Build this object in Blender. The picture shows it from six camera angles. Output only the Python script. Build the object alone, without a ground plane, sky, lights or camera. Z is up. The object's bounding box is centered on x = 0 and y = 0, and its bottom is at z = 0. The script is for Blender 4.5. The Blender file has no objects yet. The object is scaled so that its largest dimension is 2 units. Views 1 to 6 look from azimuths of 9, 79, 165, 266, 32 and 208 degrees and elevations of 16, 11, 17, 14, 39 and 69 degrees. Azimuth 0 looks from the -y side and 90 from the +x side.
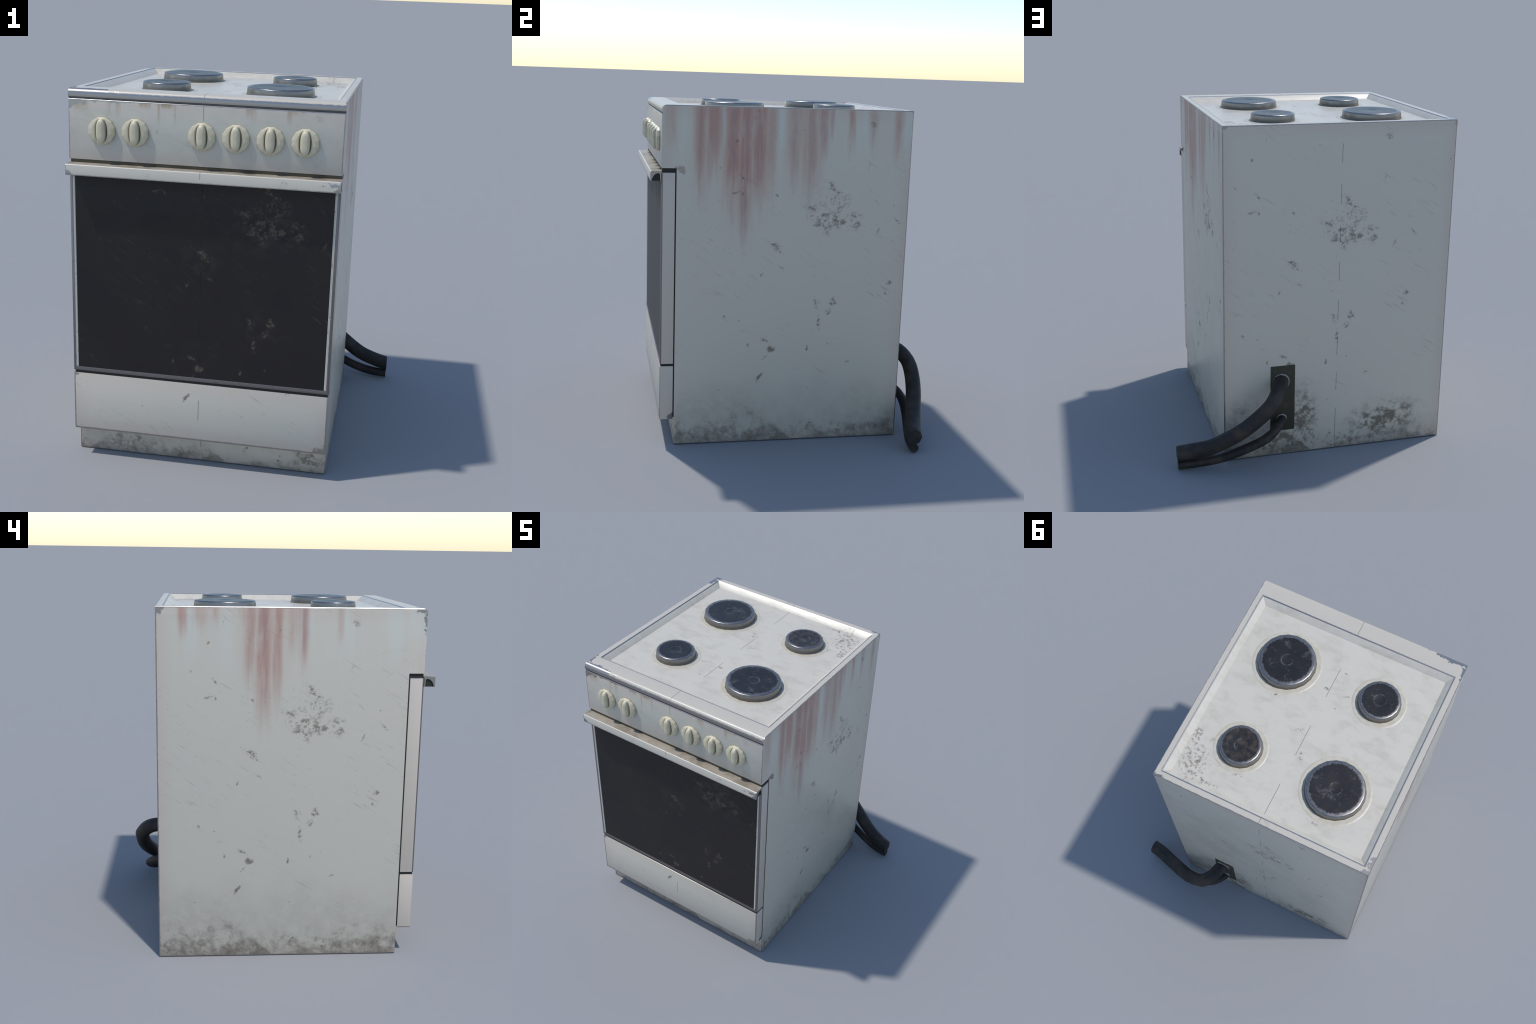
# A worn, free-standing white enamel electric cooker: cabinet, hob with four hotplates,
# control panel with six knobs, oven door with dark window and bar handle, drawer,
# rear connection plate with two rubber leads.
import bpy, bmesh, math
from mathutils import Vector, Matrix

# ------------------------------------------------------------------ dimensions (metres)
XL, XR = -0.8245, 0.5385            # cabinet sides
XC = (XL + XR) / 2                # centre line
YF, YB = -0.797, 0.6535            # panel / door front, back wall
YC = -0.713                       # front of the carcass behind door and drawer
Z_RIM, Z_FLOOR, Z_HOT = 1.9865, 1.955, 2.000
Z_CARC = 1.9465                   # underside of the hob pressing

# ------------------------------------------------------------------ node helper
class Nodes:
    def __init__(self, tree):
        self.t = tree
    def new(self, kind, **kw):
        n = self.t.nodes.new(kind)
        for k, v in kw.items():
            setattr(n, k, v)
        return n
    def put(self, sock, val):
        if isinstance(val, bpy.types.NodeSocket):
            self.t.links.new(val, sock)
        elif val is not None:
            if hasattr(sock.default_value, '__len__') and not hasattr(val, '__len__'):
                val = (val,) * len(sock.default_value)
            if sock.type == 'RGBA' and len(val) == 3:
                val = (*val, 1)
            sock.default_value = val
    def math(self, op, a, b=None, c=None, clamp=False):
        n = self.new('ShaderNodeMath', operation=op, use_clamp=clamp)
        for s, v in zip(n.inputs, (a, b, c)):
            self.put(s, v)
        return n.outputs[0]
    def add(self, a, b): return self.math('ADD', a, b)
    def sub(self, a, b): return self.math('SUBTRACT', a, b)
    def mul(self, a, b): return self.math('MULTIPLY', a, b)
    def mn(self, *v):
        r = v[0]
        for x in v[1:]: r = self.math('MINIMUM', r, x)
        return r
    def mx(self, *v):
        r = v[0]
        for x in v[1:]: r = self.math('MAXIMUM', r, x)
        return r
    def step(self, x, lo, hi, a=0.0, b=1.0):
        n = self.new('ShaderNodeMapRange', interpolation_type='SMOOTHSTEP')
        for s, v in zip(n.inputs[:5], (x, lo, hi, a, b)):
            self.put(s, v)
        return n.outputs[0]
    def xyz(self, x, y, z=0.0):
        n = self.new('ShaderNodeCombineXYZ')
        for s, v in zip(n.inputs, (x, y, z)):
            self.put(s, v)
        return n.outputs[0]
    def split(self, v):
        n = self.new('ShaderNodeSeparateXYZ')
        self.put(n.inputs[0], v)
        return n.outputs[0], n.outputs[1], n.outputs[2]
    def noise(self, vec, scale, detail=4.0, rough=0.55, distort=0.0):
        n = self.new('ShaderNodeTexNoise', noise_dimensions='3D')
        self.put(n.inputs['Vector'], vec)
        n.inputs['Scale'].default_value = scale
        n.inputs['Detail'].default_value = detail
        n.inputs['Roughness'].default_value = rough
        n.inputs['Distortion'].default_value = distort
        return n.outputs['Fac']
    def mapping(self, vec, loc=(0, 0, 0), rot=0.0, scale=(1, 1, 1), kind='POINT'):
        n = self.new('ShaderNodeMapping', vector_type=kind)
        self.put(n.inputs['Vector'], vec)
        n.inputs['Location'].default_value = loc
        n.inputs['Rotation'].default_value = (0, 0, rot)
        n.inputs['Scale'].default_value = scale
        return n.outputs[0]
    def length(self, vec):
        n = self.new('ShaderNodeVectorMath', operation='LENGTH')
        self.put(n.inputs[0], vec)
        return n.outputs['Value']
    def mix(self, fac, a, b):
        n = self.new('ShaderNodeMix', data_type='RGBA', clamp_factor=True)
        self.put(n.inputs[0], fac)
        self.put(n.inputs[6], a)
        self.put(n.inputs[7], b)
        return n.outputs[2]
    def lerp(self, fac, a, b):
        n = self.new('ShaderNodeMix', data_type='FLOAT', clamp_factor=True)
        self.put(n.inputs[0], fac)
        self.put(n.inputs[2], a)
        self.put(n.inputs[3], b)
        return n.outputs[0]
    def spot(self, vec, u, v, ru, rv, deg=0.0, strength=1.0):
        """Soft elliptical spot: strength at (u, v), 0 outside."""
        m = self.mapping(vec, (u, v, 0), math.radians(deg), (ru, rv, 1), 'TEXTURE')
        d = self.length(m)
        return self.math('MULTIPLY_ADD', d, -strength, strength)
    def spots(self, vec, items):
        # the running maximum is threaded through the (negligible) third coordinate,
        # so that the spots are evaluated one after the other
        x, y, _ = self.split(vec)
        r = 0.0
        for it in items:
            here = vec if r == 0.0 else self.xyz(x, y, self.mul(r, 1e-5))
            r = self.math('MAXIMUM', self.spot(here, *it), r)
        return r
    def bump(self, height, strength, dist=0.002):
        n = self.new('ShaderNodeBump')
        n.inputs['Strength'].default_value = strength
        n.inputs['Distance'].default_value = dist
        self.put(n.inputs['Height'], height)
        return n.outputs[0]

def material(name):
    m = bpy.data.materials.new(name)
    m.use_nodes = True
    m.node_tree.nodes.clear()
    N = Nodes(m.node_tree)
    bsdf = N.new('ShaderNodeBsdfPrincipled')
    out = N.new('ShaderNodeOutputMaterial')
    N.t.links.new(bsdf.outputs[0], out.inputs[0])
    tc = N.new('ShaderNodeTexCoord')
    return m, N, bsdf, tc.outputs['Object']

# ------------------------------------------------------------------ scuff pattern shared by all enamel faces
# every face carries the same kind of scuffs, placed by (u, z): u runs left to right as one looks at the face
def build_scuffs():
    g = bpy.data.node_groups.new('scuffs', 'ShaderNodeTree')
    g.interface.new_socket('Vector', in_out='INPUT', socket_type='NodeSocketVector')
    g.interface.new_socket('Scuff', in_out='OUTPUT', socket_type='NodeSocketFloat')
    g.interface.new_socket('Speck', in_out='OUTPUT', socket_type='NodeSocketFloat')
    N = Nodes(g)
    gi, go = N.new('NodeGroupInput'), N.new('NodeGroupOutput')
    v = gi.outputs[0]
    wob = N.noise(v, 22, 3, 0.6)
    vx, vy, _ = N.split(v)
    off = N.mul(N.sub(wob, 0.5), 0.035)
    vw = N.xyz(N.add(vx, off), N.sub(vy, off), 0)
    # large battered patch at upper right
    patch = N.spots(vw, [
        (0.20, 1.440, 0.25, 0.16, 10, 0.58), (0.19, 1.350, 0.23, 0.085, -8, 0.85),
        (0.15, 1.300, 0.11, 0.050, -25, 0.92), (0.20, 1.535, 0.10, 0.035, -40, 1.0),
        (0.27, 1.330, 0.08, 0.045, 15, 1.15), (0.06, 1.420, 0.07, 0.025, -15, 0.95),
        (0.34, 1.375, 0.05, 0.035, -20, 1.05), (0.35, 1.310, 0.03, 0.05, -20, 1.0)])
    fine = N.noise(v, 62, 7, 0.68)
    fine2 = N.noise(v, 20, 4, 0.6)
    grain = N.add(N.mul(fine, 0.5), N.mul(fine2, 0.5))
    a = N.mul(N.math('MAXIMUM', patch, 0), N.step(grain, 0.43, 0.62))
    a = N.step(a, 0.05, 0.62, 0.0, 0.88)
    # separate knocks and scratches
    knocks = N.spots(vw, [
        (-0.147, 1.198, 0.075, 0.030, -32, 1.3), (-0.10, 1.155, 0.05, 0.012, -35, 0.9),
        (-0.11, 1.075, 0.07, 0.014, -32, 0.62), (-0.34, 1.16, 0.13, 0.008, -30, 0.5),
        (-0.17, 1.105, 0.09, 0.016, -33, 0.45), (-0.21, 1.02, 0.010, 0.035, -25, 0.8),
        (-0.37, 1.505, 0.060, 0.010, 15, 0.95), (-0.335, 1.585, 0.05, 0.014, -45, 0.85),
        (-0.47, 1.645, 0.012, 0.012, 0, 1.0), (-0.34, 1.50, 0.018, 0.014, 0, 1.1),
        (0.223, 0.857, 0.034, 0.040, 20, 1.7), (0.195, 0.795, 0.020, 0.034, -25, 1.4),
        (0.125, 0.845, 0.030, 0.045, 20, 1.2), (0.14, 0.735, 0.018, 0.070, 0, 0.95),
        (0.565, 0.968, 0.036, 0.016, 15, 1.1), (0.545, 0.905, 0.045, 0.018, -35, 0.85),
        (0.475, 1.285, 0.012, 0.045, -20, 1.0), (0.455, 1.46, 0.012, 0.045, 40, 0.9),
        (-0.145, 0.575, 0.034, 0.028, 30, 1.5), (-0.19, 0.63, 0.075, 0.016, -32, 1.1),
        (-0.18, 0.525, 0.050, 0.012, 45, 0.8), (-0.285, 0.605, 0.016, 0.018, 0, 1.0),
        (-0.305, 0.685, 0.045, 0.022, -20, 0.75), (-0.208, 0.405, 0.016, 0.055, -38, 1.7),
        (0.075, 0.568, 0.014, 0.014, 0, 1.5), (0.20, 0.60, 0.012, 0.012, 0, 1.0),
        (0.21, 0.352, 0.018, 0.014, 0, 0.95), (0.085, 0.325, 0.011, 0.014, 0, 1.0),
        (0.33, 0.49, 0.040, 0.012, 20, 0.7), (0.105, 0.11, 0.014, 0.045, -12, 1.5),
        (0.29, 0.045, 0.035, 0.014, -30, 1.1), (-0.45, 0.330, 0.012, 0.012, 0, 0.8),
        (0.42, 1.90, 0.035, 0.030, -20, 1.1), (-0.38, 1.80, 0.014, 0.014, 0, 1.0),
        (0.60, 1.335, 0.05, 0.012, -45, 0.9), (0.40, 1.66, 0.016, 0.06, -10, 0.5)])
    b = N.mul(N.math('MAXIMUM', knocks, 0), N.step(grain, 0.40, 0.66))
    b = N.step(b, 0.04, 0.62, 0.0, 0.95)
    # faint drag marks falling to the right, and light peppering, over the whole panel
    drag = N.noise(N.mapping(N.mapping(v, rot=math.radians(33)), scale=(6, 70, 1)), 1.0, 4, 0.6)
    area = N.noise(v, 2.6, 3, 0.5)
    d = N.mul(N.step(drag, 0.57, 0.73), N.step(area, 0.46, 0.60, 0.0, 0.42))
    pep = N.mul(N.step(N.noise(v, 70, 4, 0.62), 0.63, 0.72), N.step(area, 0.42, 0.58, 0.06, 0.70))
    N.put(go.inputs[0], N.mx(N.mx(a, b), N.mx(d, pep)))
    # scattered tiny specks
    vo = N.new('ShaderNodeTexVoronoi', feature='F1')
    N.put(vo.inputs['Vector'], vw)
    vo.inputs['Scale'].default_value = 10
    r, gg, _ = N.split(vo.outputs['Color'])
    size = N.math('MULTIPLY_ADD', gg, 0.05, 0.035)
    sp = N.mul(N.math('LESS_THAN', vo.outputs['Distance'], size), N.math('GREATER_THAN', r, 0.58))
    N.put(go.inputs[1], N.mul(sp, N.math('MULTIPLY_ADD', gg, 0.5, 0.15)))
    return g

SCUFFS = build_scuffs()

PAINT = (0.595, 0.555, 0.470)
DUSTY = (0.575, 0.495, 0.420)
METAL = (0.36, 0.335, 0.32)
GRIME = (0.130, 0.106, 0.078)

def enamel(name, face, bounds, rust=(), dirt=0.0, chips=(), wear=0.0045, seam=(), inner=None,
           wear_sides='lrbt', mottle=0.0, scuff=0.85, tint=None, drips=(), dirt_spots=(), border=True, marks=(), film_amount=0.28, mottle_col=(0.43, 0.385, 0.305)):
    """White stove enamel for one flat face. face = (axis for u, sign, axis for v)."""
    m, N, B, obj = material(name)
    X, Y, Z = N.split(obj)
    ax = {'x': X, 'y': Y, 'z': Z}
    u = ax[face[0]] if face[1] > 0 else N.mul(ax[face[0]], -1)
    w = ax[face[2]]
    vec = N.xyz(u, w, 0)
    u0, u1, v0, v1 = bounds
    dl, dr, db, dt = N.sub(u, u0), N.sub(u1, u), N.sub(w, v0), N.sub(v1, w)
    soft = N.noise(vec, 5, 4, 0.6)
    col = N.mix(N.step(N.noise(vec, 2.2, 3), 0.35, 0.68, 0.0, 0.5), PAINT, (0.600, 0.545, 0.465))
    if tint:
        col = N.mix(0.85, col, tint)
    if border:
        near = N.mn(dl, dr, db, dt)
        col = N.mix(N.step(N.add(near, N.mul(N.sub(soft, 0.5), 0.05)), 0.10, 0.005, 0.0, 0.75), col, DUSTY)
    if mottle:
        cloud = N.noise(N.mapping(vec, rot=0.5, scale=(1, 1.9, 1)), 7, 7, 0.68, 0.4)
        col = N.mix(N.step(cloud, 0.44, 0.72, 0.0, mottle), col, mottle_col)
    # rust runs: centre u, half width, end height, strength, dark core
    if rust:
        streaky = N.noise(N.mapping(vec, scale=(26, 1.7, 1)), 1.0, 5, 0.62)
        wide = N.noise(N.mapping(vec, scale=(9, 1.2, 1)), 1.0, 3, 0.5)
        bend = N.mul(N.sub(N.noise(N.mapping(vec, scale=(8, 2.2, 1)), 1.0, 3), 0.5), 0.035)
        ub = N.add(u, bend)
        tot, core = 0.0, 0.0
        for (c, hw, end, s, k) in rust:
            d = N.math('ABSOLUTE', N.sub(ub, c))
            fade = N.step(N.add(w, N.mul(N.sub(streaky, 0.5), 0.34)), end - 0.05, end + 0.60 * (v1 - end) + 0.03)
            tot = N.mx(tot, N.mul(N.step(d, hw * 1.35, hw * 0.15), N.mul(fade, s)))
            if k:
                core = N.mx(core, N.mul(N.step(d, hw * 0.42, hw * 0.08), N.mul(fade, k)))
        blot = N.noise(N.mapping(vec, scale=(14, 4, 1)), 1.0, 6, 0.65)
        amount = N.mul(N.mul(tot, N.step(streaky, 0.24, 0.56, 0.50, 1.0)), N.step(blot, 0.26, 0.54, 0.58, 1.0))
        # bleached bluish film between the runs
        film = N.mul(N.step(wide, 0.46, 0.62), N.step(w, v1 - 0.42, v1 - 0.08, 0, film_amount))
        col = N.mix(film, col, (0.60, 0.72, 0.72))
        col = N.mix(amount, col, (0.43, 0.220, 0.172))
        col = N.mix(N.mul(N.mul(core, N.step(streaky, 0.40, 0.58)), 0.85), col, (0.33, 0.255, 0.255))
    if drips:
        tot = 0.0
        thin = N.noise(N.mapping(vec, scale=(60, 8, 1)), 1.0, 4, 0.6)
        for (c, hw, top, end, s) in drips:
            d = N.math('ABSOLUTE', N.add(N.sub(u, c), N.mul(N.sub(thin, 0.5), hw * 0.8)))
            tot = N.mx(tot, N.mul(N.mul(N.step(d, hw, hw * 0.3), s), N.mul(N.step(w, end, top), N.step(thin, 0.25, 0.55))))
        col = N.mix(tot, col, (0.30, 0.19, 0.085))
    # splash dirt along the foot
    dm = None
    if dirt:
        cloud = N.noise(vec, 9, 7, 0.66, 0.2)
        big = N.noise(vec, 2.6, 3, 0.5)
        hgt = N.math('MULTIPLY_ADD', big, 0.42, dirt - 0.21)
        rise = N.math('DIVIDE', N.sub(w, v0), N.math('MAXIMUM', hgt, 0.05))
        wisp = N.noise(vec, 24, 7, 0.7, 0.3)
        mixn = N.add(N.mul(cloud, 0.62), N.mul(wisp, 0.38))
        dm = N.mul(N.step(N.sub(mixn, N.mul(rise, 0.17)), 0.31, 0.60), N.step(rise, 1.35, 0.30))
        veil = N.mul(N.step(rise, 2.3, 0.2), N.step(mixn, 0.30, 0.66, 0.06, 0.30))
        dm = N.mx(N.mul(dm, 0.84), veil)
    if dirt_spots:
        cloud2 = N.noise(vec, 14, 6, 0.68, 0.2)
        e = N.mul(N.math('MAXIMUM', N.spots(vec, dirt_spots), 0), N.step(N.add(N.mul(cloud2, 0.6), N.mul(N.noise(vec, 34, 6, 0.7), 0.4)), 0.37, 0.66))
        e = N.step(e, 0.0, 0.75, 0.0, 0.88)
        dm = e if dm is None else N.mx(dm, e)
    if dm is not None:
        col = N.mix(dm, col, GRIME)
    g = N.new('ShaderNodeGroup')
    g.node_tree = SCUFFS
    N.put(g.inputs[0], vec)
    sc = N.mx(N.mul(g.outputs[0], scuff), N.mul(g.outputs[1], min(1, scuff)))
    if marks:
        fine = N.noise(vec, 42, 6, 0.68)
        mk = N.step(N.mul(N.math('MAXIMUM', N.spots(vec, marks), 0), N.step(fine, 0.42, 0.66)), 0.05, 0.56)
        sc = N.mx(sc, N.mul(mk, 0.8))
    col = N.mix(sc, col, (0.150, 0.120, 0.092))
    # bare metal at worn edges and chipped corners
    jag = N.noise(vec, 38, 6, 0.7)
    sides = {'l': dl, 'r': dr, 'b': db, 't': dt}
    worn = 0.0
    if wear_sides:
        e = N.mn(*[sides[s] for s in wear_sides])
        worn = N.step(N.add(e, N.mul(N.sub(jag, 0.5), 0.010)), wear + 0.0015, wear - 0.0015)
    if chips:
        ch = N.math('MAXIMUM', N.spots(vec, chips), 0)
        jag2 = N.noise(vec, 30, 8, 0.72)
        ch = N.mul(ch, N.step(ch, 0.0, 0.12))
        worn = N.mx(worn, N.step(N.add(ch, N.mul(N.sub(jag2, 0.5), 2.3)), 0.42, 0.56))

    if seam:
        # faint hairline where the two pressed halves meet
        line = N.step(N.math('ABSOLUTE', N.sub(X, XC)), 0.0017, 0.0008)
        dash = 0.0
        for a, b in seam:
            dash = N.mx(dash, N.math('LESS_THAN', N.math('ABSOLUTE', N.sub(w, (a + b) / 2)), (b - a) / 2))
        col = N.mix(N.mul(line, N.mul(dash, 0.85)), col, (0.05, 0.045, 0.04))
    if inner:
        x0, x1, y0, y1 = inner
        dx = N.sub(N.math('ABSOLUTE', N.sub(u, (x0 + x1) / 2)), (x1 - x0) / 2)
        dy = N.sub(N.math('ABSOLUTE', N.sub(w, (y0 + y1) / 2)), (y1 - y0) / 2)
        worn = N.mx(worn, N.step(N.add(N.mx(dx, dy), N.mul(N.sub(jag, 0.5), 0.008)), 0.0055, 0.0025))
    col = N.mix(worn, col, METAL)
    N.put(B.inputs['Base Color'], col)
    N.put(B.inputs['Metallic'], N.mul(worn, 0.9))
    rough = N.step(soft, 0.3, 0.7, 0.30, 0.40)
    if dm is not None:
        rough = N.mx(rough, N.mul(dm, 0.85))
    N.put(B.inputs['Roughness'], N.lerp(worn, N.lerp(sc, rough, 0.6), 0.33))
    h = N.sub(N.mul(N.noise(vec, 3.0, 2), 0.6), N.mul(sc, 0.35))
    N.put(B.inputs['Normal'], N.bump(N.sub(h, N.mul(worn, 0.5)), 0.12))
    return m

def plain(name, color, rough, metallic=0.0, color2=None, scale=12, spec=0.5, lo=0.42, hi=0.64):
    m, N, B, obj = material(name)
    c = color
    if color2:
        c = N.mix(N.step(N.noise(obj, scale, 5, 0.62), lo, hi), color, color2)
    N.put(B.inputs['Base Color'], c)
    B.inputs['Roughness'].default_value = rough
    B.inputs['Metallic'].default_value = metallic
    B.inputs['Specular IOR Level'].default_value = spec
    N.put(B.inputs['Normal'], N.bump(N.noise(obj, scale * 5, 4), 0.08))
    return m

# ------------------------------------------------------------------ materials
M = {}
M['right'] = enamel('enamel_right_side', ('y', 1, 'z'), (YF, YB, 0, Z_RIM), dirt=0.21, wear=0.006,
    rust=[(-0.745, 0.035, 1.74, 0.45, 0), (-0.575, 0.050, 1.40, 0.85, 0.60), (-0.510, 0.065, 1.54, 0.85, 0.20),
          (-0.400, 0.062, 1.24, 1.0, 0.70), (-0.325, 0.058, 1.16, 1.0, 1.0), (-0.245, 0.075, 1.32, 0.95, 0.45), (-0.36, 0.14, 1.36, 0.50, 0),
          (-0.180, 0.040, 1.40, 0.60, 0), (-0.040, 0.070, 1.48, 0.55, 0.35), (0.055, 0.075, 1.38, 0.62, 0.35), (0.04, 0.13, 1.66, 0.42, 0),
          (0.115, 0.045, 1.66, 0.95, 0.55), (0.170, 0.018, 1.80, 0.7, 0), (0.285, 0.022, 1.74, 0.95, 0.40),
          (0.420, 0.035, 1.74, 0.40, 0.2), (0.570, 0.035, 1.70, 0.65, 0)],
    chips=[(-0.685, 1.628, 0.055, 0.035, -35, 0.95), (-0.712, 1.640, 0.03, 0.02, 0, 0.9), (YB, Z_RIM, 0.06, 0.05, 0, 0.7), (YF, Z_RIM, 0.02, 0.03, 0, 1.0)],
    wear_sides='rbt')
M['left'] = enamel('enamel_left_side', ('y', -1, 'z'), (-YB, -YF, 0, Z_RIM), dirt=0.25, wear=0.006, film_amount=0.22,
    rust=[(-0.515, 0.028, 1.84, 0.7, 0), (-0.420, 0.050, 1.86, 0.40, 0), (-0.340, 0.024, 1.88, 0.5, 0),
          (-0.190, 0.030, 1.86, 0.4, 0), (-0.148, 0.040, 1.50, 0.70, 0.2), (-0.080, 0.052, 1.28, 0.95, 0.80), (-0.075, 0.13, 1.56, 0.50, 0),
          (-0.005, 0.036, 1.38, 0.80, 0.30), (0.100, 0.065, 1.70, 0.60, 0.1), (0.137, 0.030, 1.62, 0.80, 0.60),
          (0.330, 0.022, 1.80, 0.35, 0)],
    chips=[(-YB, Z_RIM, 0.085, 0.07, 0, 1.1), (-YF, Z_RIM, 0.13, 0.05, 0, 1.15), (-YF, 1.93, 0.03, 0.10, 0, 1.15)],
    wear_sides='lbt')
M['back'] = enamel('enamel_back', ('x', -1, 'z'), (-XR, -XL, 0, Z_RIM), dirt=0.12, wear=0.006, seam=[(1.765, 1.871), (1.530, 1.645), (1.304, 1.404), (1.072, 1.185), (0.830, 0.956), (0.609, 0.728), (0.384, 0.497), (0.0, 0.267)],
    dirt_spots=[(-0.06, 0.22, 0.13, 0.30, 0, 1.4), (-0.16, 0.06, 0.30, 0.18, 0, 1.5), (0.45, 0.15, 0.34, 0.19, 8, 1.4), (0.20, 0.03, 0.24, 0.10, 0, 1.1), (-0.40, 0.22, 0.24, 0.26, 20, 0.7)],  # last spot: soft shadow beside the lead, painted into the enamel colour
    chips=[(-XR, Z_RIM, 0.05, 0.035, 0, 1.0), (-XL, Z_RIM, 0.035, 0.05, 0, 0.8)])
M['panel'] = enamel('enamel_panel_front', ('x', 1, 'z'), (XL, XR, 1.638, 1.936), wear=0.005, wear_sides='lrt',
    mottle=0.55, mottle_col=(0.455, 0.44, 0.375), tint=(0.545, 0.525, 0.455), seam=[(1.862, 1.94)], scuff=0.35,
    drips=[(-0.76, 0.05, 1.93, 1.86, 0.6), (-0.62, 0.018, 1.93, 1.83, 0.35), (-0.57, 0.02, 1.93, 1.82, 0.35),
           (-0.435, 0.040, 1.935, 1.895, 0.9), (-0.33, 0.055, 1.935, 1.90, 0.9), (-0.365, 0.009, 1.935, 1.79, 0.6),
           (-0.285, 0.009, 1.935, 1.80, 0.5), (0.08, 0.035, 1.935, 1.87, 0.55), (0.10, 0.02, 1.93, 1.85, 0.4),
           (0.275, 0.018, 1.935, 1.84, 0.5), (0.31, 0.05, 1.935, 1.90, 0.4)],
    chips=[(XL, 1.936, 0.20, 0.045, 0, 0.95), (XL, 1.92, 0.05, 0.09, 0, 0.85), (-0.6, 1.936, 0.35, 0.018, 0, 0.9)])
M['drawer'] = enamel('enamel_drawer_front', ('x', 1, 'z'), (XL, XR, 0.162, 0.485), wear=0.0075, seam=[(0.279, 0.394)], wear_sides='lrb',
    chips=[(XR, 0.162, 0.15, 0.065, 15, 1.25), (XR, 0.162, 0.05, 0.09, 0, 1.1), (XL, 0.485, 0.05, 0.035, 0, 1.1), (XL, 0.18, 0.06, 0.05, 0, 0.6)])
M['door'] = enamel('enamel_door_front', ('x', 1, 'z'), (XL, XR, 0.5, 1.615))
M['door_side'] = enamel('enamel_door_side', ('y', 1, 'z'), (YF, -0.719, 0.162, 1.614), wear=0.0035, wear_sides='lt', tint=DUSTY,
    border=False, scuff=0.3, chips=[(-0.725, 0.165, 0.05, 0.055, 0, 1.1), (-0.719, 0.486, 0.02, 0.02, 0, 1.0)])
M['door_side_left'] = enamel('enamel_door_side_left', ('y', -1, 'z'), (0.719, -YF, 0.162, 1.614), wear=0.0035, wear_sides='bt', tint=DUSTY,
    border=False, scuff=0.3)
M['plinth'] = enamel('enamel_plinth_front', ('x', 1, 'z'), (XL, XR, 0, 0.40), dirt=0.10, seam=[(0.079, 0.114)], wear_sides='lrb', wear=0.004,
    dirt_spots=[(-0.56, 0.07, 0.24, 0.10, 0, 1.0), (0.45, 0.08, 0.16, 0.12, 0, 1.1)])
M['rim'] = enamel('enamel_rim_top', ('x', 1, 'y'), (XL, XR, YF, YB), wear=0.0035, tint=(0.525, 0.475, 0.400), border=False, seam=[(YF, -0.66), (0.60, 0.66)], scuff=0.25, inner=(-0.784, 0.500, -0.680, 0.613),
    chips=[(XL, YF, 0.30, 0.040, 3, 1.7), (XL + 0.07, YF + 0.02, 0.09, 0.03, 20, 0.9), (XL, YF + 0.06, 0.035, 0.12, 0, 0.95), (XL, YB, 0.10, 0.05, 0, 1.2), (XL, YB - 0.06, 0.06, 0.10, 0, 1.0),
           (XR, YB, 0.10, 0.035, 0, 0.9)])
M['floor'] = enamel('enamel_hob_floor', ('x', 1, 'y'), (-0.785, 0.50, -0.68, 0.615), wear_sides='', mottle=0.50, scuff=0.0, border=False, seam=[(-0.443, -0.238), (-0.029, 0.173), (0.377, 0.579)],
    marks=[(0.37, 0.47, 0.14, 0.20, 20, 0.78), (0.30, 0.30, 0.06, 0.05, 30, 1.0), (0.43, 0.32, 0.05, 0.11, 10, 0.9), (0.24, 0.36, 0.05, 0.03, 0, 0.8),
           (0.30, 0.555, 0.20, 0.03, 0, 0.95), (-0.165, 0.145, 0.028, 0.014, -60, 1.4), (-0.18, 0.185, 0.02, 0.030, 0, 0.9), (-0.128, -0.29, 0.03, 0.016, 10, 1.3),
           (-0.19, -0.43, 0.028, 0.010, 0, 1.2), (-0.25, -0.29, 0.06, 0.012, 20, 0.7), (0.14, -0.125, 0.035, 0.016, 30, 1.4),
           (0.07, -0.11, 0.03, 0.018, 0, 0.9), (-0.22, -0.2, 0.016, 0.03, 40, 0.8), (-0.10, 0.02, 0.07, 0.03, 30, 0.6),
           (-0.42, 0.505, 0.09, 0.014, -5, 0.9), (-0.27, 0.47, 0.02, 0.016, 0, 1.1), (0.10, 0.44, 0.05, 0.03, 30, 0.8)])
M['handle'] = enamel('enamel_handle', ('x', 1, 'z'), (-0.8245, 0.5405, 1.566, 1.620), wear=0.004, tint=(0.56, 0.515, 0.44), border=False, scuff=0.0, seam=[(1.588, 1.625)],
    wear_sides='lrb', chips=[(0.538, 1.60, 0.15, 0.030, 0, 0.80), (0.538, 1.566, 0.05, 0.04, 0, 1.3), (-0.823, 1.566, 0.045, 0.045, 0, 1.3)],
    marks=[(-0.405, 1.588, 0.035, 0.016, -30, 0.8), (0.27, 1.585, 0.03, 0.03, -40, 0.9)])
M['handle_top'] = plain('handle_dusty_top', (0.34, 0.295, 0.235), 0.45, 0.0, (0.23, 0.192, 0.142), 9)
M['dark'] = plain('dark_gap', (0.020, 0.019, 0.014), 0.7)
M['olive_gap'] = plain('olive_gap', (0.100, 0.080, 0.046), 0.6, 0.0, (0.07, 0.055, 0.032), 9)
M['groove'] = plain('grey_groove', (0.13, 0.125, 0.12), 0.5, 0.5)
M['knob'] = plain('cream_plastic', (0.62, 0.555, 0.400), 0.42, 0.0, (0.56, 0.495, 0.345), 22)
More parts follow.
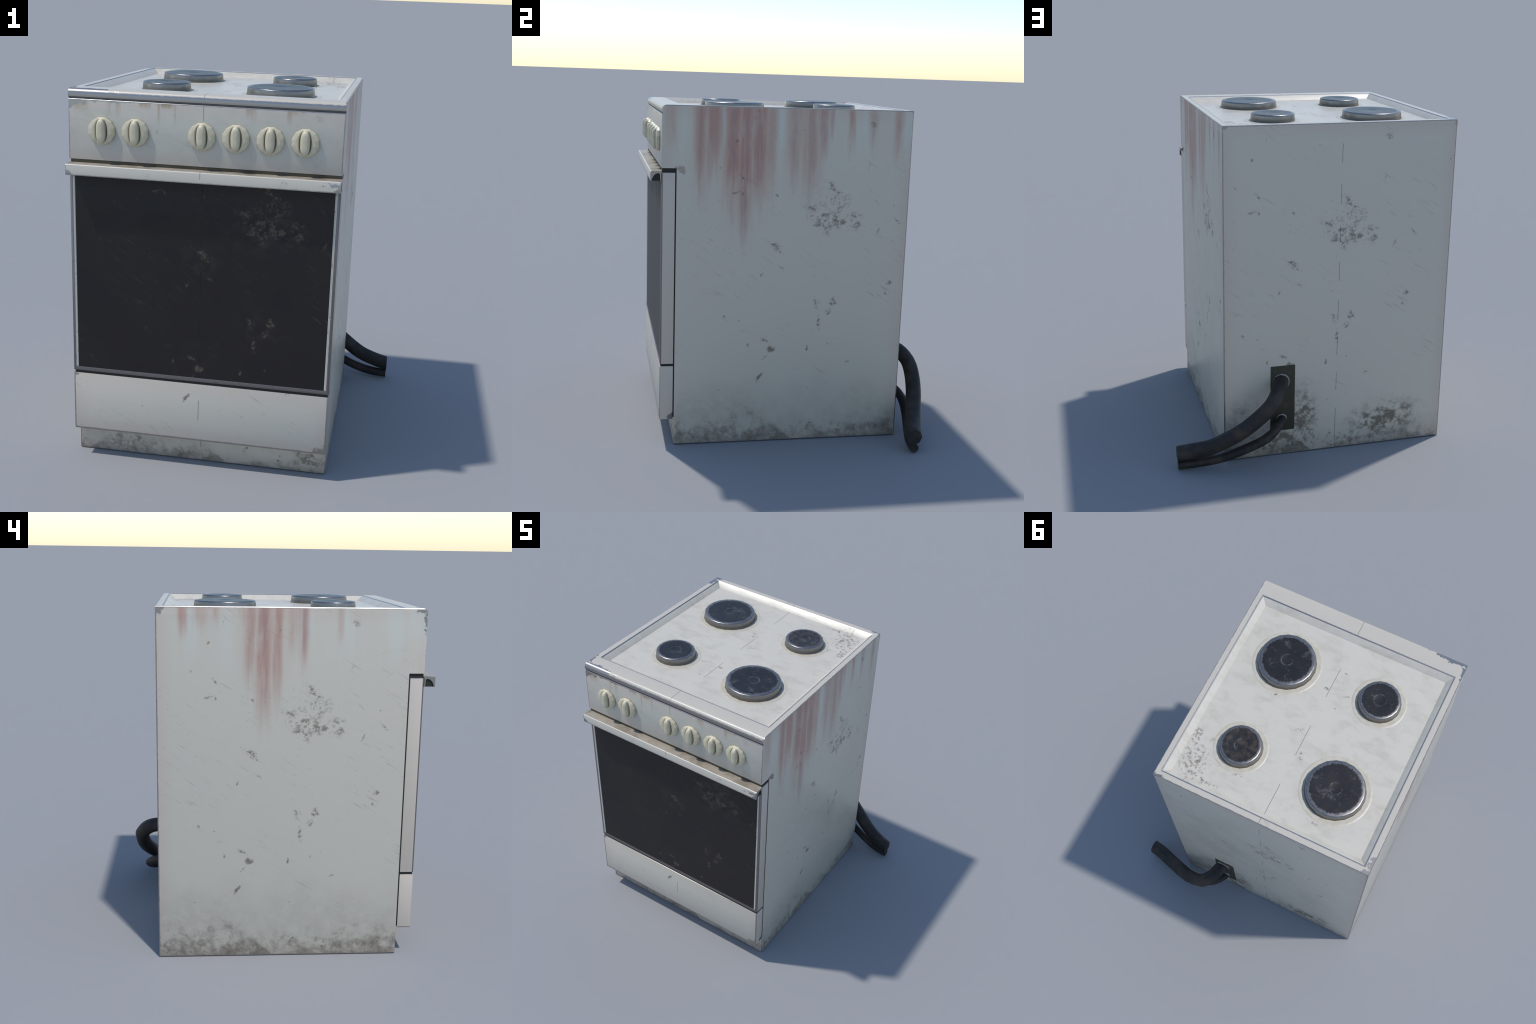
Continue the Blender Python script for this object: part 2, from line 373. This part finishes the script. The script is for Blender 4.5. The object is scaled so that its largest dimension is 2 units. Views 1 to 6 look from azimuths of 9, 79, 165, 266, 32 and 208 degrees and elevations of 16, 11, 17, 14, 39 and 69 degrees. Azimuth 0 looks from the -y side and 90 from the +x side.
def knob_mat():
    m, N, B, obj = material('cream_plastic')
    X, Y, Z = N.split(obj)
    col = N.mix(N.step(N.noise(obj, 22, 5, 0.62), 0.42, 0.64), (0.62, 0.555, 0.400), (0.56, 0.495, 0.345))
    zz = N.math('DIVIDE', N.math('ABSOLUTE', Z), 0.061)
    hw = N.mul(N.math('SQRT', N.math('MAXIMUM', N.sub(1.0, N.math('POWER', zz, 2.6)), 0.0)), 0.0245)
    gap = N.math('ABSOLUTE', N.sub(N.sub(N.math('ABSOLUTE', X), hw), 0.0012))
    slot = N.mul(N.step(gap, 0.0042, 0.0012), N.step(zz, 0.95, 0.72))
    col = N.mix(N.mul(slot, 0.40), col, (0.13, 0.11, 0.075))  # occlusion shading beside the grip, darkened in the plastic colour
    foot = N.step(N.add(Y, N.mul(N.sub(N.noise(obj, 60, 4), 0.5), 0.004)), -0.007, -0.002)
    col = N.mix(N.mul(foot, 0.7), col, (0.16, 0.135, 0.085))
    N.put(B.inputs['Base Color'], col)
    B.inputs['Roughness'].default_value = 0.42
    return m
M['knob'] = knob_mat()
M['socket'] = plain('connection_plate', (0.034, 0.029, 0.015), 0.6, 0.0, (0.065, 0.056, 0.036), 9, lo=0.52, hi=0.75)
M['chrome'] = plain('chrome_collar', (0.26, 0.25, 0.24), 0.42, 1.0)
M['rubber'] = plain('black_rubber', (0.022, 0.0200, 0.0190), 0.62, 0.0, (0.055, 0.041, 0.031), 9, lo=0.42, hi=0.68, spec=0.35)

GLASS_SEAM = [(1.452, 1.548), (1.219, 1.334), (0.984, 1.099), (0.751, 0.864), (0.523, 0.629)]
def window_glass():
    m, N, B, obj = material('oven_window_glass')
    X, Y, Z = N.split(obj)
    vec = N.xyz(X, Z, 0)
    col = N.mix(N.step(N.noise(vec, 3, 5), 0.35, 0.65), (0.0150, 0.0115, 0.0130), (0.0175, 0.0140, 0.0130))
    film = N.step(N.add(Z, N.mul(N.sub(N.noise(vec, 8, 6, 0.65), 0.5), 0.30)), 1.36, 1.54)
    col = N.mix(N.mul(film, 0.8), col, (0.0245, 0.0225, 0.0190))
    g = N.new('ShaderNodeGroup')
    g.node_tree = SCUFFS
    N.put(g.inputs[0], vec)
    sc = N.mx(N.mul(g.outputs[0], 0.85), N.mul(g.outputs[1], 0.35))
    haze = N.math('MAXIMUM', N.spots(vec, [(0.22, 1.33, 0.30, 0.14, 0, 0.9), (0.18, 0.80, 0.20, 0.16, 0, 0.5), (-0.15, 1.16, 0.16, 0.10, -30, 0.7), (-0.2, 0.6, 0.2, 0.15, 0, 0.4)]), 0)
    sc = N.mx(sc, N.mul(haze, N.step(N.noise(vec, 16, 6, 0.65), 0.44, 0.66, 0, 0.34)))
    col = N.mix(sc, col, (0.112, 0.086, 0.066))
    line = N.step(N.math('ABSOLUTE', N.sub(X, XC)), 0.0016, 0.0008)
    dash = 0.0
    for a, b in GLASS_SEAM:
        dash = N.mx(dash, N.math('LESS_THAN', N.math('ABSOLUTE', N.sub(Z, (a + b) / 2)), (b - a) / 2))
    col = N.mix(N.mul(line, dash), col, (0.002, 0.002, 0.002))
    N.put(B.inputs['Base Color'], col)
    N.put(B.inputs['Roughness'], N.lerp(N.mx(sc, film), 0.46, 0.62))
    B.inputs['Specular IOR Level'].default_value = 0.35
    return m
M['glass'] = window_glass()

def door_trim():
    """Half-round metal trim round the window, outer side tarnished, inner lip paler on the uprights."""
    m, N, B, obj = material('worn_door_trim')
    X, Y, Z = N.split(obj)
    half = N.sub((XR - XL) / 2, N.math('ABSOLUTE', N.sub(X, XC)))
    jag = N.noise(obj, 30, 5, 0.65)
    lip = N.step(N.add(half, N.mul(N.sub(jag, 0.5), 0.006)), 0.0135, 0.0165)
    upright = N.math('GREATER_THAN', Z, 0.523)
    lip = N.mul(lip, upright)
    col = N.mix(lip, (0.22, 0.20, 0.195), (0.56, 0.53, 0.47))
    col = N.mix(N.step(jag, 0.56, 0.68, 0, 0.6), col, (0.13, 0.115, 0.11))
    N.put(B.inputs['Base Color'], col)
    N.put(B.inputs['Metallic'], N.lerp(lip, 0.75, 0.15))
    B.inputs['Roughness'].default_value = 0.38
    return m
M['trim'] = door_trim()

def hotplate_mat(name, R, rust):
    m, N, B, obj = material(name)
    X, Y, Z = N.split(obj)
    info = N.new('ShaderNodeObjectInfo')
    p = N.new('ShaderNodeVectorMath', operation='ADD')
    N.put(p.inputs[0], obj)
    N.put(p.inputs[1], info.outputs['Location'])
    pos = p.outputs[0]
    r = N.math('DIVIDE', N.length(N.xyz(X, Y, 0)), R)
    ang = N.math('ARCTAN2', Y, X)
    rag = N.noise(N.xyz(N.mul(N.math('COSINE', ang), 16), N.mul(N.math('SINE', ang), 16), N.mul(r, 6.0)), 0.55, 5, 0.65)
    spotty = N.noise(pos, 30, 5, 0.65)
    black = N.step(N.add(r, N.mul(N.sub(rag, 0.5), 0.20)), 0.925, 0.840)
    bare = N.mul(N.step(spotty, 0.60, 0.74), 0.55 if not rust else 0.8)
    ring = N.mul(N.step(N.math('ABSOLUTE', N.sub(N.mul(r, R), 0.037)), 0.006, 0.001), N.step(N.noise(pos, 24, 4), 0.45, 0.65, 0.02, 0.45))
    sheen = N.mx(N.mul(N.step(N.noise(pos, 11, 6, 0.68), 0.55, 0.72), 0.40), ring)
    black = N.mul(black, N.sub(1.0, sheen))
    iron = N.mix(N.step(N.noise(pos, 14, 4), 0.4, 0.65), (0.011, 0.0105, 0.0115), (0.018, 0.0155, 0.014))
    brown = N.noise(pos, 26 if not rust else 18, 6, 0.7)
    iron = N.mix(N.step(brown, 0.58 if not rust else 0.42, 0.68, 0, 0.70), iron, (0.095, 0.068, 0.049))
    # side: dull grey steel going to dark brown at the foot
    top = N.step(Z, -0.010, -0.004)
    steel = (0.25, 0.24, 0.235)
    foot = N.step(N.add(Z, N.mul(N.sub(spotty, 0.5), 0.016)), -0.016, -0.036)
    col = N.mix(N.mul(black, top), steel, iron)
    col = N.mix(N.mul(foot, 0.9), col, (0.125, 0.105, 0.075))
    N.put(B.inputs['Base Color'], col)
    N.put(B.inputs['Metallic'], N.mul(N.sub(1.0, N.mul(black, top)), N.sub(0.92, N.mul(foot, 0.7))))
    N.put(B.inputs['Roughness'], N.lerp(N.mul(black, top), N.step(spotty, 0.3, 0.7, 0.26, 0.42), 0.34))
    N.put(B.inputs['Normal'], N.bump(spotty, 0.10))
    return m
M['hot_large'] = hotplate_mat('hotplate_large_iron', 0.172, False)
M['hot_small'] = hotplate_mat('hotplate_small_iron', 0.1235, False)
M['hot_burnt'] = hotplate_mat('hotplate_burnt_iron', 0.1235, True)

def surround_mat():
    m, N, B, obj = material('stained_enamel_ring')
    n = N.noise(obj, 20, 5, 0.65)
    N.put(B.inputs['Base Color'], N.mix(N.step(n, 0.35, 0.65), (0.585, 0.540, 0.450), (0.52, 0.475, 0.375)))
    B.inputs['Roughness'].default_value = 0.40
    return m
M['ring'] = surround_mat()

# ------------------------------------------------------------------ mesh helpers
coll = bpy.context.scene.collection
def make_object(name, bm, mats, parent, pick=None, smooth=35, loc=(0, 0, 0)):
    bmesh.ops.recalc_face_normals(bm, faces=bm.faces)
    if pick:
        bm.normal_update()
        for f in bm.faces:
            f.material_index = pick(f)
    me = bpy.data.meshes.new(name)
    bm.to_mesh(me)
    bm.free()
    for x in mats:
        me.materials.append(M[x])
    if smooth:
        me.polygons.foreach_set('use_smooth', [True] * len(me.polygons))
        me.set_sharp_from_angle(angle=math.radians(smooth))
    ob = bpy.data.objects.new(name, me)
    ob.location = loc
    ob.parent = parent
    coll.objects.link(ob)
    return ob

def prism(bm, profile, x0, x1):
    """Extrude a closed (y, z) profile along x."""
    a = [bm.verts.new((x0, y, z)) for y, z in profile]
    b = [bm.verts.new((x1, y, z)) for y, z in profile]
    n = len(profile)
    bm.faces.new(a)
    bm.faces.new(b[::-1])
    for i in range(n):
        bm.faces.new((a[i], a[(i + 1) % n], b[(i + 1) % n], b[i]))

def box(bm, x0, x1, y0, y1, z0, z1):
    prism(bm, [(y0, z0), (y1, z0), (y1, z1), (y0, z1)], x0, x1)

def bevel(bm, width, test, segments=2):
    ed = [e for e in bm.edges if test(e.verts[0].co, e.verts[1].co)]
    bmesh.ops.bevel(bm, geom=ed, offset=width, segments=segments, profile=0.5, affect='EDGES', clamp_overlap=True)

def near(a, b): return abs(a - b) < 1e-5

def by_side(front, top=None, side_r=0, side_l=1, back=2):
    """slot choice from the face direction"""
    def pick(f):
        n = f.normal
        if n.z > 0.75 and top is not None: return top
        if n.x > 0.72: return side_r
        if n.x < -0.72: return side_l
        if n.y > 0.72: return back
        return front
    return pick

# ------------------------------------------------------------------ the cooker
root = bpy.data.objects.new('electric_cooker', None)
root.empty_display_size = 0.3
coll.objects.link(root)
root['label'] = 'worn white enamel electric cooker with four hotplates and rusty sides'
root['category'] = 'kitchen stove'

# --- cabinet: carcass with rounded rear edges
PX0, PX1, PZ0, PZ1 = 0.1115, 0.2625, 0.157, 0.576
bm = bmesh.new()
box(bm, XL, XR, YC, YB, 0.0, Z_CARC)
def outer_edge(a, b):
    vertical = near(a.x, b.x) and near(a.y, b.y) and (near(a.x, XL) or near(a.x, XR)) and near(a.y, YB)
    foot = near(a.z, 0) and near(b.z, 0) and ((near(a.y, b.y) and (near(a.y, YB) or near(a.y, YC))) or (near(a.x, b.x) and (near(a.x, XL) or near(a.x, XR))))
    return vertical or foot
bevel(bm, 0.003, outer_edge, 2)
make_object('cabinet', bm, ['right', 'left', 'back', 'plinth'], root, by_side(3))

# dark recess lines between carcass, panel, door and drawer
bm = bmesh.new()
box(bm, XL + 0.007, XR - 0.007, -0.7195, YC - 0.0005, 0.170, 1.637)
box(bm, XL + 0.007, XR - 0.007, YF + 0.005, -0.7195, 0.480, 0.502)
box(bm, XL + 0.007, XR - 0.007, YF + 0.004, -0.7195, 1.606, 1.637)
make_object('joint_gap', bm, ['dark', 'olive_gap'], root, lambda f: 1 if f.normal.y < -0.5 and f.calc_center_median().z > 1.61 else 0, smooth=0)

# --- control panel
bm = bmesh.new()
prism(bm, [(YC, 1.638), (YF, 1.638), (YF, 1.936), (YF + 0.006, 1.938), (YF + 0.006, 1.945), (YF + 0.002, Z_CARC), (YC, Z_CARC)], XL, XR)
bevel(bm, 0.003, lambda a, b: near(a.y, YF) and near(b.y, YF), 2)
def pick_panel(f):
    c, n = f.calc_center_median(), f.normal
    if n.x > 0.72: return 0
    if n.x < -0.72: return 1
    if n.z < -0.6 or n.y > 0.6: return 3
    if c.y > YF + 0.003 and c.z > 1.936: return 4
    return 2
panel = make_object('control_panel', bm, ['right', 'left', 'panel', 'dark', 'groove'], root, pick_panel)

# --- knobs: twelve-sided skirt with a lengthwise grip
def knob_mesh():
    bm = bmesh.new()
    SEG, RINGS, R = 96, 40, 0.0680
    def height(x, z, t):
        edge = max(0.0, 1.0 - t)
        h = 0.0165 + 0.0080 * min(1.0, edge / 0.30) ** 0.6            # domed skirt
        zz = z / 0.061
        if abs(zz) < 1:
            hw = 0.0245 * (1 - abs(zz) ** 2.6) ** 0.5                   # half width of the grip
            q = abs(x) / max(hw, 1e-4)
            trough = math.exp(-((abs(x) - hw - 0.001) / 0.0042) ** 2) * (1 - zz * zz)
            h -= 0.0140 * trough
            if q < 1:
                h = max(h, 0.0200 + 0.0240 * (1 - q ** 3.2) ** 0.5 * (1 - abs(zz) ** 5) ** 0.5)
        return h
    rows = []
    for i in range(1, RINGS + 1):
        t = i / RINGS
        row = []
        for k in range(SEG):
            a = 2 * math.pi * k / SEG
            seg = (a + math.pi / 12) % (math.pi / 6) - math.pi / 12
            rad = R * t * (1 + (math.cos(math.pi / 12) / math.cos(seg) - 1) * t)
            x, z = rad * math.sin(a), rad * math.cos(a)
            row.append(bm.verts.new((x, -height(x, z, t), z)))
        rows.append(row)
    wall = [bm.verts.new((v.co.x * 1.01, 0.0, v.co.z * 1.01)) for v in rows[-1]]
    c = bm.verts.new((0, -height(0, 0, 0), 0))
    for k in range(SEG):
        j = (k + 1) % SEG
        bm.faces.new((c, rows[0][k], rows[0][j]))
        for i in range(RINGS - 1):
            bm.faces.new((rows[i][k], rows[i + 1][k], rows[i + 1][j], rows[i][j]))
        bm.faces.new((rows[-1][k], wall[k], wall[j], rows[-1][j]))
    bm.faces.new(wall)
    return bm
first = None
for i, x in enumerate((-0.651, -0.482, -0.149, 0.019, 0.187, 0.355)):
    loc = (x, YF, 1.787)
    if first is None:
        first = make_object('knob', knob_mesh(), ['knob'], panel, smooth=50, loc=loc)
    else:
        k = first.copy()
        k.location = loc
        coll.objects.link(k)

# --- hob pressing: rounded front lip, narrow rim, sloped well and flat floor
def rect_loop(bm, x0, x1, y0, y1, z):
    return [bm.verts.new(p) for p in ((x0, y0, z), (x1, y0, z), (x1, y1, z), (x0, y1, z))]
bm = bmesh.new()
loops = [rect_loop(bm, XL, XR, y0 , YB, z) for y0, z in ((YF, Z_CARC), (YF, 1.9600))]
loops += [rect_loop(bm, XL, XR, YF + d, YB, z) for d, z in ((0.0020, 1.9700), (0.0070, 1.9780), (0.0140, 1.9833))]
loops += [rect_loop(bm, XL + 0.0022, XR - 0.0022, YF + 0.024, YB - 0.0022, Z_RIM),
          rect_loop(bm, -0.785, 0.501, -0.682, 0.614, Z_RIM),
          rect_loop(bm, -0.780, 0.496, -0.676, 0.609, Z_RIM - 0.0030),
          rect_loop(bm, -0.747, 0.461, -0.638, 0.577, Z_FLOOR)]
for a, b in zip(loops, loops[1:]):
    for i in range(4):
        bm.faces.new((a[i], a[(i + 1) % 4], b[(i + 1) % 4], b[i]))
bm.faces.new(loops[-1])
bm.faces.new(loops[0][::-1])
def pick_hob(f):
    c, n = f.calc_center_median(), f.normal
    inside = -0.781 < c.x < 0.497 and -0.677 < c.y < 0.61
    if inside and c.z < Z_RIM - 0.003: return 4
    if n.x > 0.85 and not inside: return 0
    if n.x < -0.85 and not inside: return 1
    if n.y > 0.85 and not inside: return 2
    return 3
hob = make_object('hob', bm, ['right', 'left', 'back', 'rim', 'floor'], root, pick_hob, smooth=27)

# --- hotplates, each in a shallow pressed ring
def lathe(profile, seg, turn=0.0):
    bm = bmesh.new()
    rows = []
    for r, z in profile:
        rows.append([bm.verts.new((r * math.cos(turn + 2 * math.pi * k / seg), r * math.sin(turn + 2 * math.pi * k / seg), z)) for k in range(seg)])
    for a, b in zip(rows, rows[1:]):
        for k in range(seg):
            bm.faces.new((a[k], a[(k + 1) % seg], b[(k + 1) % seg], b[k]))
    return bm, rows
def hotplate_mesh(R):
    H = Z_HOT - Z_FLOOR
    bm, rows = lathe([(0.030, -0.0022), (0.036, -0.0012), (0.042, -0.0008), (R * 0.80, -0.0002), (R - 0.009, 0.0), (R - 0.003, -0.0014),
                      (R, -0.0045), (R + 0.0008, -0.009), (R + 0.0022, -0.026), (R + 0.0030, -0.036), (R + 0.0065, -H)], 20, 0.1)
    bm.faces.new(rows[0])
    return bm
def surround_mesh(R):
    bm, rows = lathe([(R - 0.01, 0.0004), (R + 0.010, 0.0006), (R + 0.022, 0.0012), (R + 0.030, 0.0026), (R + 0.036, 0.0014), (R + 0.040, 0.0001)], 48)
    return bm
meshes = {}
for x, y, size, mat in ((0.164, -0.340, 'L', 'hot_large'), (-0.446, 0.275, 'L', 'hot_large'),
                        (-0.446, -0.341, 'S', 'hot_small'), (0.163, 0.274, 'S', 'hot_burnt')):
    R = 0.1745 if size == 'L' else 0.1260
    loc = (x, y, Z_HOT)
    if size not in meshes:
        hp = make_object('hotplate', hotplate_mesh(R), [mat], hob, smooth=40, loc=loc)
        sr = make_object('pressed_ring', surround_mesh(R), ['ring'], hob, smooth=60, loc=(x, y, Z_FLOOR))
        meshes[size] = (hp, sr)
    else:
        hp, sr = (o.copy() for o in meshes[size])
        coll.objects.link(hp)
        coll.objects.link(sr)
        hp.location = loc
        sr.location = (x, y, Z_FLOOR)
    hp.material_slots[0].link = 'OBJECT'
    hp.material_slots[0].material = M[mat]

# --- oven door: slab, trim, window, handle
bm = bmesh.new()
box(bm, XL, XR, YF + 0.008, -0.7195, 0.4985, 1.6145)
bevel(bm, 0.004, lambda a, b: near(a.y, b.y) and near(a.y, -0.7195) or (near(a.z, b.z) and near(a.x, b.x)), 2)
door = make_object('oven_door', bm, ['door_side', 'door_side_left', 'door'], root,
                   lambda f: 0 if f.normal.x > 0.7 else 1 if f.normal.x < -0.7 else 2)

def frame_ring(bm, levels):
    """levels: (inset from door outline, depth y); closed picture-frame section."""
    loops = []
    for d, y in levels:
        loops.append([bm.verts.new(p) for p in ((XL + d, y, 0.4985 + d * 0.86), (XR - d, y, 0.4985 + d * 0.86), (XR - d, y, 1.6145 - d * 0.3), (XL + d, y, 1.6145 - d * 0.3))])
    for a, b in zip(loops, loops[1:]):
        for i in range(4):
            bm.faces.new((a[i], a[(i + 1) % 4], b[(i + 1) % 4], b[i]))
bm = bmesh.new()
frame_ring(bm, [(0.0000, YF + 0.0078), (0.0000, YF + 0.003), (0.0025, YF + 0.0003), (0.012, YF - 0.0010), (0.0150, YF - 0.0002), (0.0180, YF - 0.0004),
                (0.0245, YF + 0.0004), (0.0275, YF + 0.0028)])
make_object('window_trim', bm, ['trim'], door, smooth=50)
bm = bmesh.new()
box(bm, XL + 0.0265, XR - 0.0265, YF + 0.0015, YF + 0.0079, 0.4985 + 0.0225, 1.607)
make_object('oven_window', bm, ['glass'], door, smooth=0)

bm = bmesh.new()
shell = [(-0.7945, 1.6225), (-0.8520, 1.6210), (-0.8560, 1.6195), (-0.8580, 1.6160), (-0.8580, 1.5660), (-0.8520, 1.5660),
         (-0.8480, 1.5820), (-0.8400, 1.5960), (-0.8290, 1.6060), (-0.8150, 1.6100), (-0.8060, 1.6060), (-0.8030, 1.5660), (-0.7980, 1.5660), (-0.7980, 1.6130), (-0.7945, 1.6150)]
prism(bm, shell, -0.8245, 0.5405)
def pick_handle(f):
    c, n = f.calc_center_median(), f.normal
    if c.z < 1.6115 and -0.8518 < c.y < -0.802 and abs(n.x) < 0.5: return 2
    if n.z > 0.5 and c.y > -0.852: return 1
    return 0
handle = make_object('door_handle', bm, ['handle', 'handle_top', 'dark'], door, pick_handle, smooth=50)
bm = bmesh.new()
prism(bm, [(-0.8516, 1.5664), (-0.8475, 1.5820), (-0.8395, 1.5960), (-0.8288, 1.6055), (-0.8150, 1.6094), (-0.8064, 1.6055), (-0.8034, 1.5664)], -0.818, 0.534)
make_object('handle_end_shade', bm, ['dark'], door, smooth=50)  # dark plug modelled for the shading drawn on the closed handle ends

# --- drawer
bm = bmesh.new()
box(bm, XL, XR, YF - 0.0005, -0.7195, 0.1595, 0.4865)
bevel(bm, 0.0035, lambda a, b: True, 2)
make_object('storage_drawer', bm, ['door_side', 'door_side_left', 'door', 'drawer'], root, by_side(3, top=2))

# --- rear connection plate with collars and rubber leads
bm = bmesh.new()
box(bm, PX0 + 0.0008, PX1 - 0.0008, YB - 0.0040, YB + 0.0012, PZ0 + 0.0008, PZ1 - 0.0008)
bevel(bm, 0.002, lambda a, b: near(a.y, YB + 0.0012) and near(b.y, YB + 0.0012), 2)
plate = make_object('connection_plate', bm, ['socket'], root)

def catmull(pts, per=6):
    P = [Vector(p) for p in pts]
    P = [P[0] * 2 - P[1]] + P + [P[-1] * 2 - P[-2]]
    out = []
    for i in range(1, len(P) - 2):
        for s in range(per):
            t = s / per
            out.append(0.5 * ((2 * P[i]) + (P[i + 1] - P[i - 1]) * t + (2 * P[i - 1] - 5 * P[i] + 4 * P[i + 1] - P[i + 2]) * t * t
                              + (3 * P[i] - P[i - 1] - 3 * P[i + 1] + P[i + 2]) * t ** 3))
    out.append(P[-2])
    return out
def tube(pts, R, sides=10, per=6):
    bm = bmesh.new()
    path = catmull(pts, per)
    up = Vector((0, 0, 1))
    rows = []
    for i, p in enumerate(path):
        d = (path[min(i + 1, len(path) - 1)] - path[max(i - 1, 0)]).normalized()
        if i == len(path) - 1:
            d = Vector((1, 0, 0))
        up = (up - d * up.dot(d)).normalized()
        s = d.cross(up)
        rows.append([bm.verts.new(p + R * (math.cos(a) * up + math.sin(a) * s)) for a in (2 * math.pi * k / sides for k in range(sides))])
    for a, b in zip(rows, rows[1:]):
        for k in range(sides):
            bm.faces.new((a[k], a[(k + 1) % sides], b[(k + 1) % sides], b[k]))
    bm.faces.new(rows[0][::-1])
    bm.faces.new(rows[-1])
    return bm
thick = [(0.196, 0.640, 0.474), (0.2145, 0.688, 0.472), (0.2405, 0.7535, 0.4505), (0.295, 0.802, 0.397), (0.3675, 0.809, 0.333),
         (0.4595, 0.793, 0.2555), (0.550, 0.762, 0.193), (0.6415, 0.731, 0.1415), (0.735, 0.700, 0.116), (0.823, 0.682, 0.099)]
thin = [(0.1895, 0.640, 0.236), (0.2055, 0.684, 0.231), (0.2535, 0.734, 0.202), (0.319, 0.762, 0.168), (0.404, 0.761, 0.132),
        (0.500, 0.744, 0.090), (0.6035, 0.719, 0.054), (0.7110, 0.695, 0.034), (0.820, 0.685, 0.0285)]
make_object('thick_lead', tube(thick, 0.0475, 8, 3), ['rubber'], plate, smooth=50)
make_object('thin_lead', tube(thin, 0.0280, 8, 3), ['rubber'], plate, smooth=50)
for name, (x, z), r in (('collar', (0.198, 0.474), 0.0515), ('collar', (0.192, 0.236), 0.031)):
    bm, rows = lathe([(r - 0.008, 0.007), (r - 0.002, 0.007), (r + 0.001, 0.005), (r + 0.002, 0.0)], 32)
    bmesh.ops.rotate(bm, verts=bm.verts, cent=(0, 0, 0), matrix=Matrix.Rotation(-math.pi / 2, 3, 'X'))
    make_object(name, bm, ['chrome'], plate, smooth=50, loc=(x, YB + 0.0012, z))
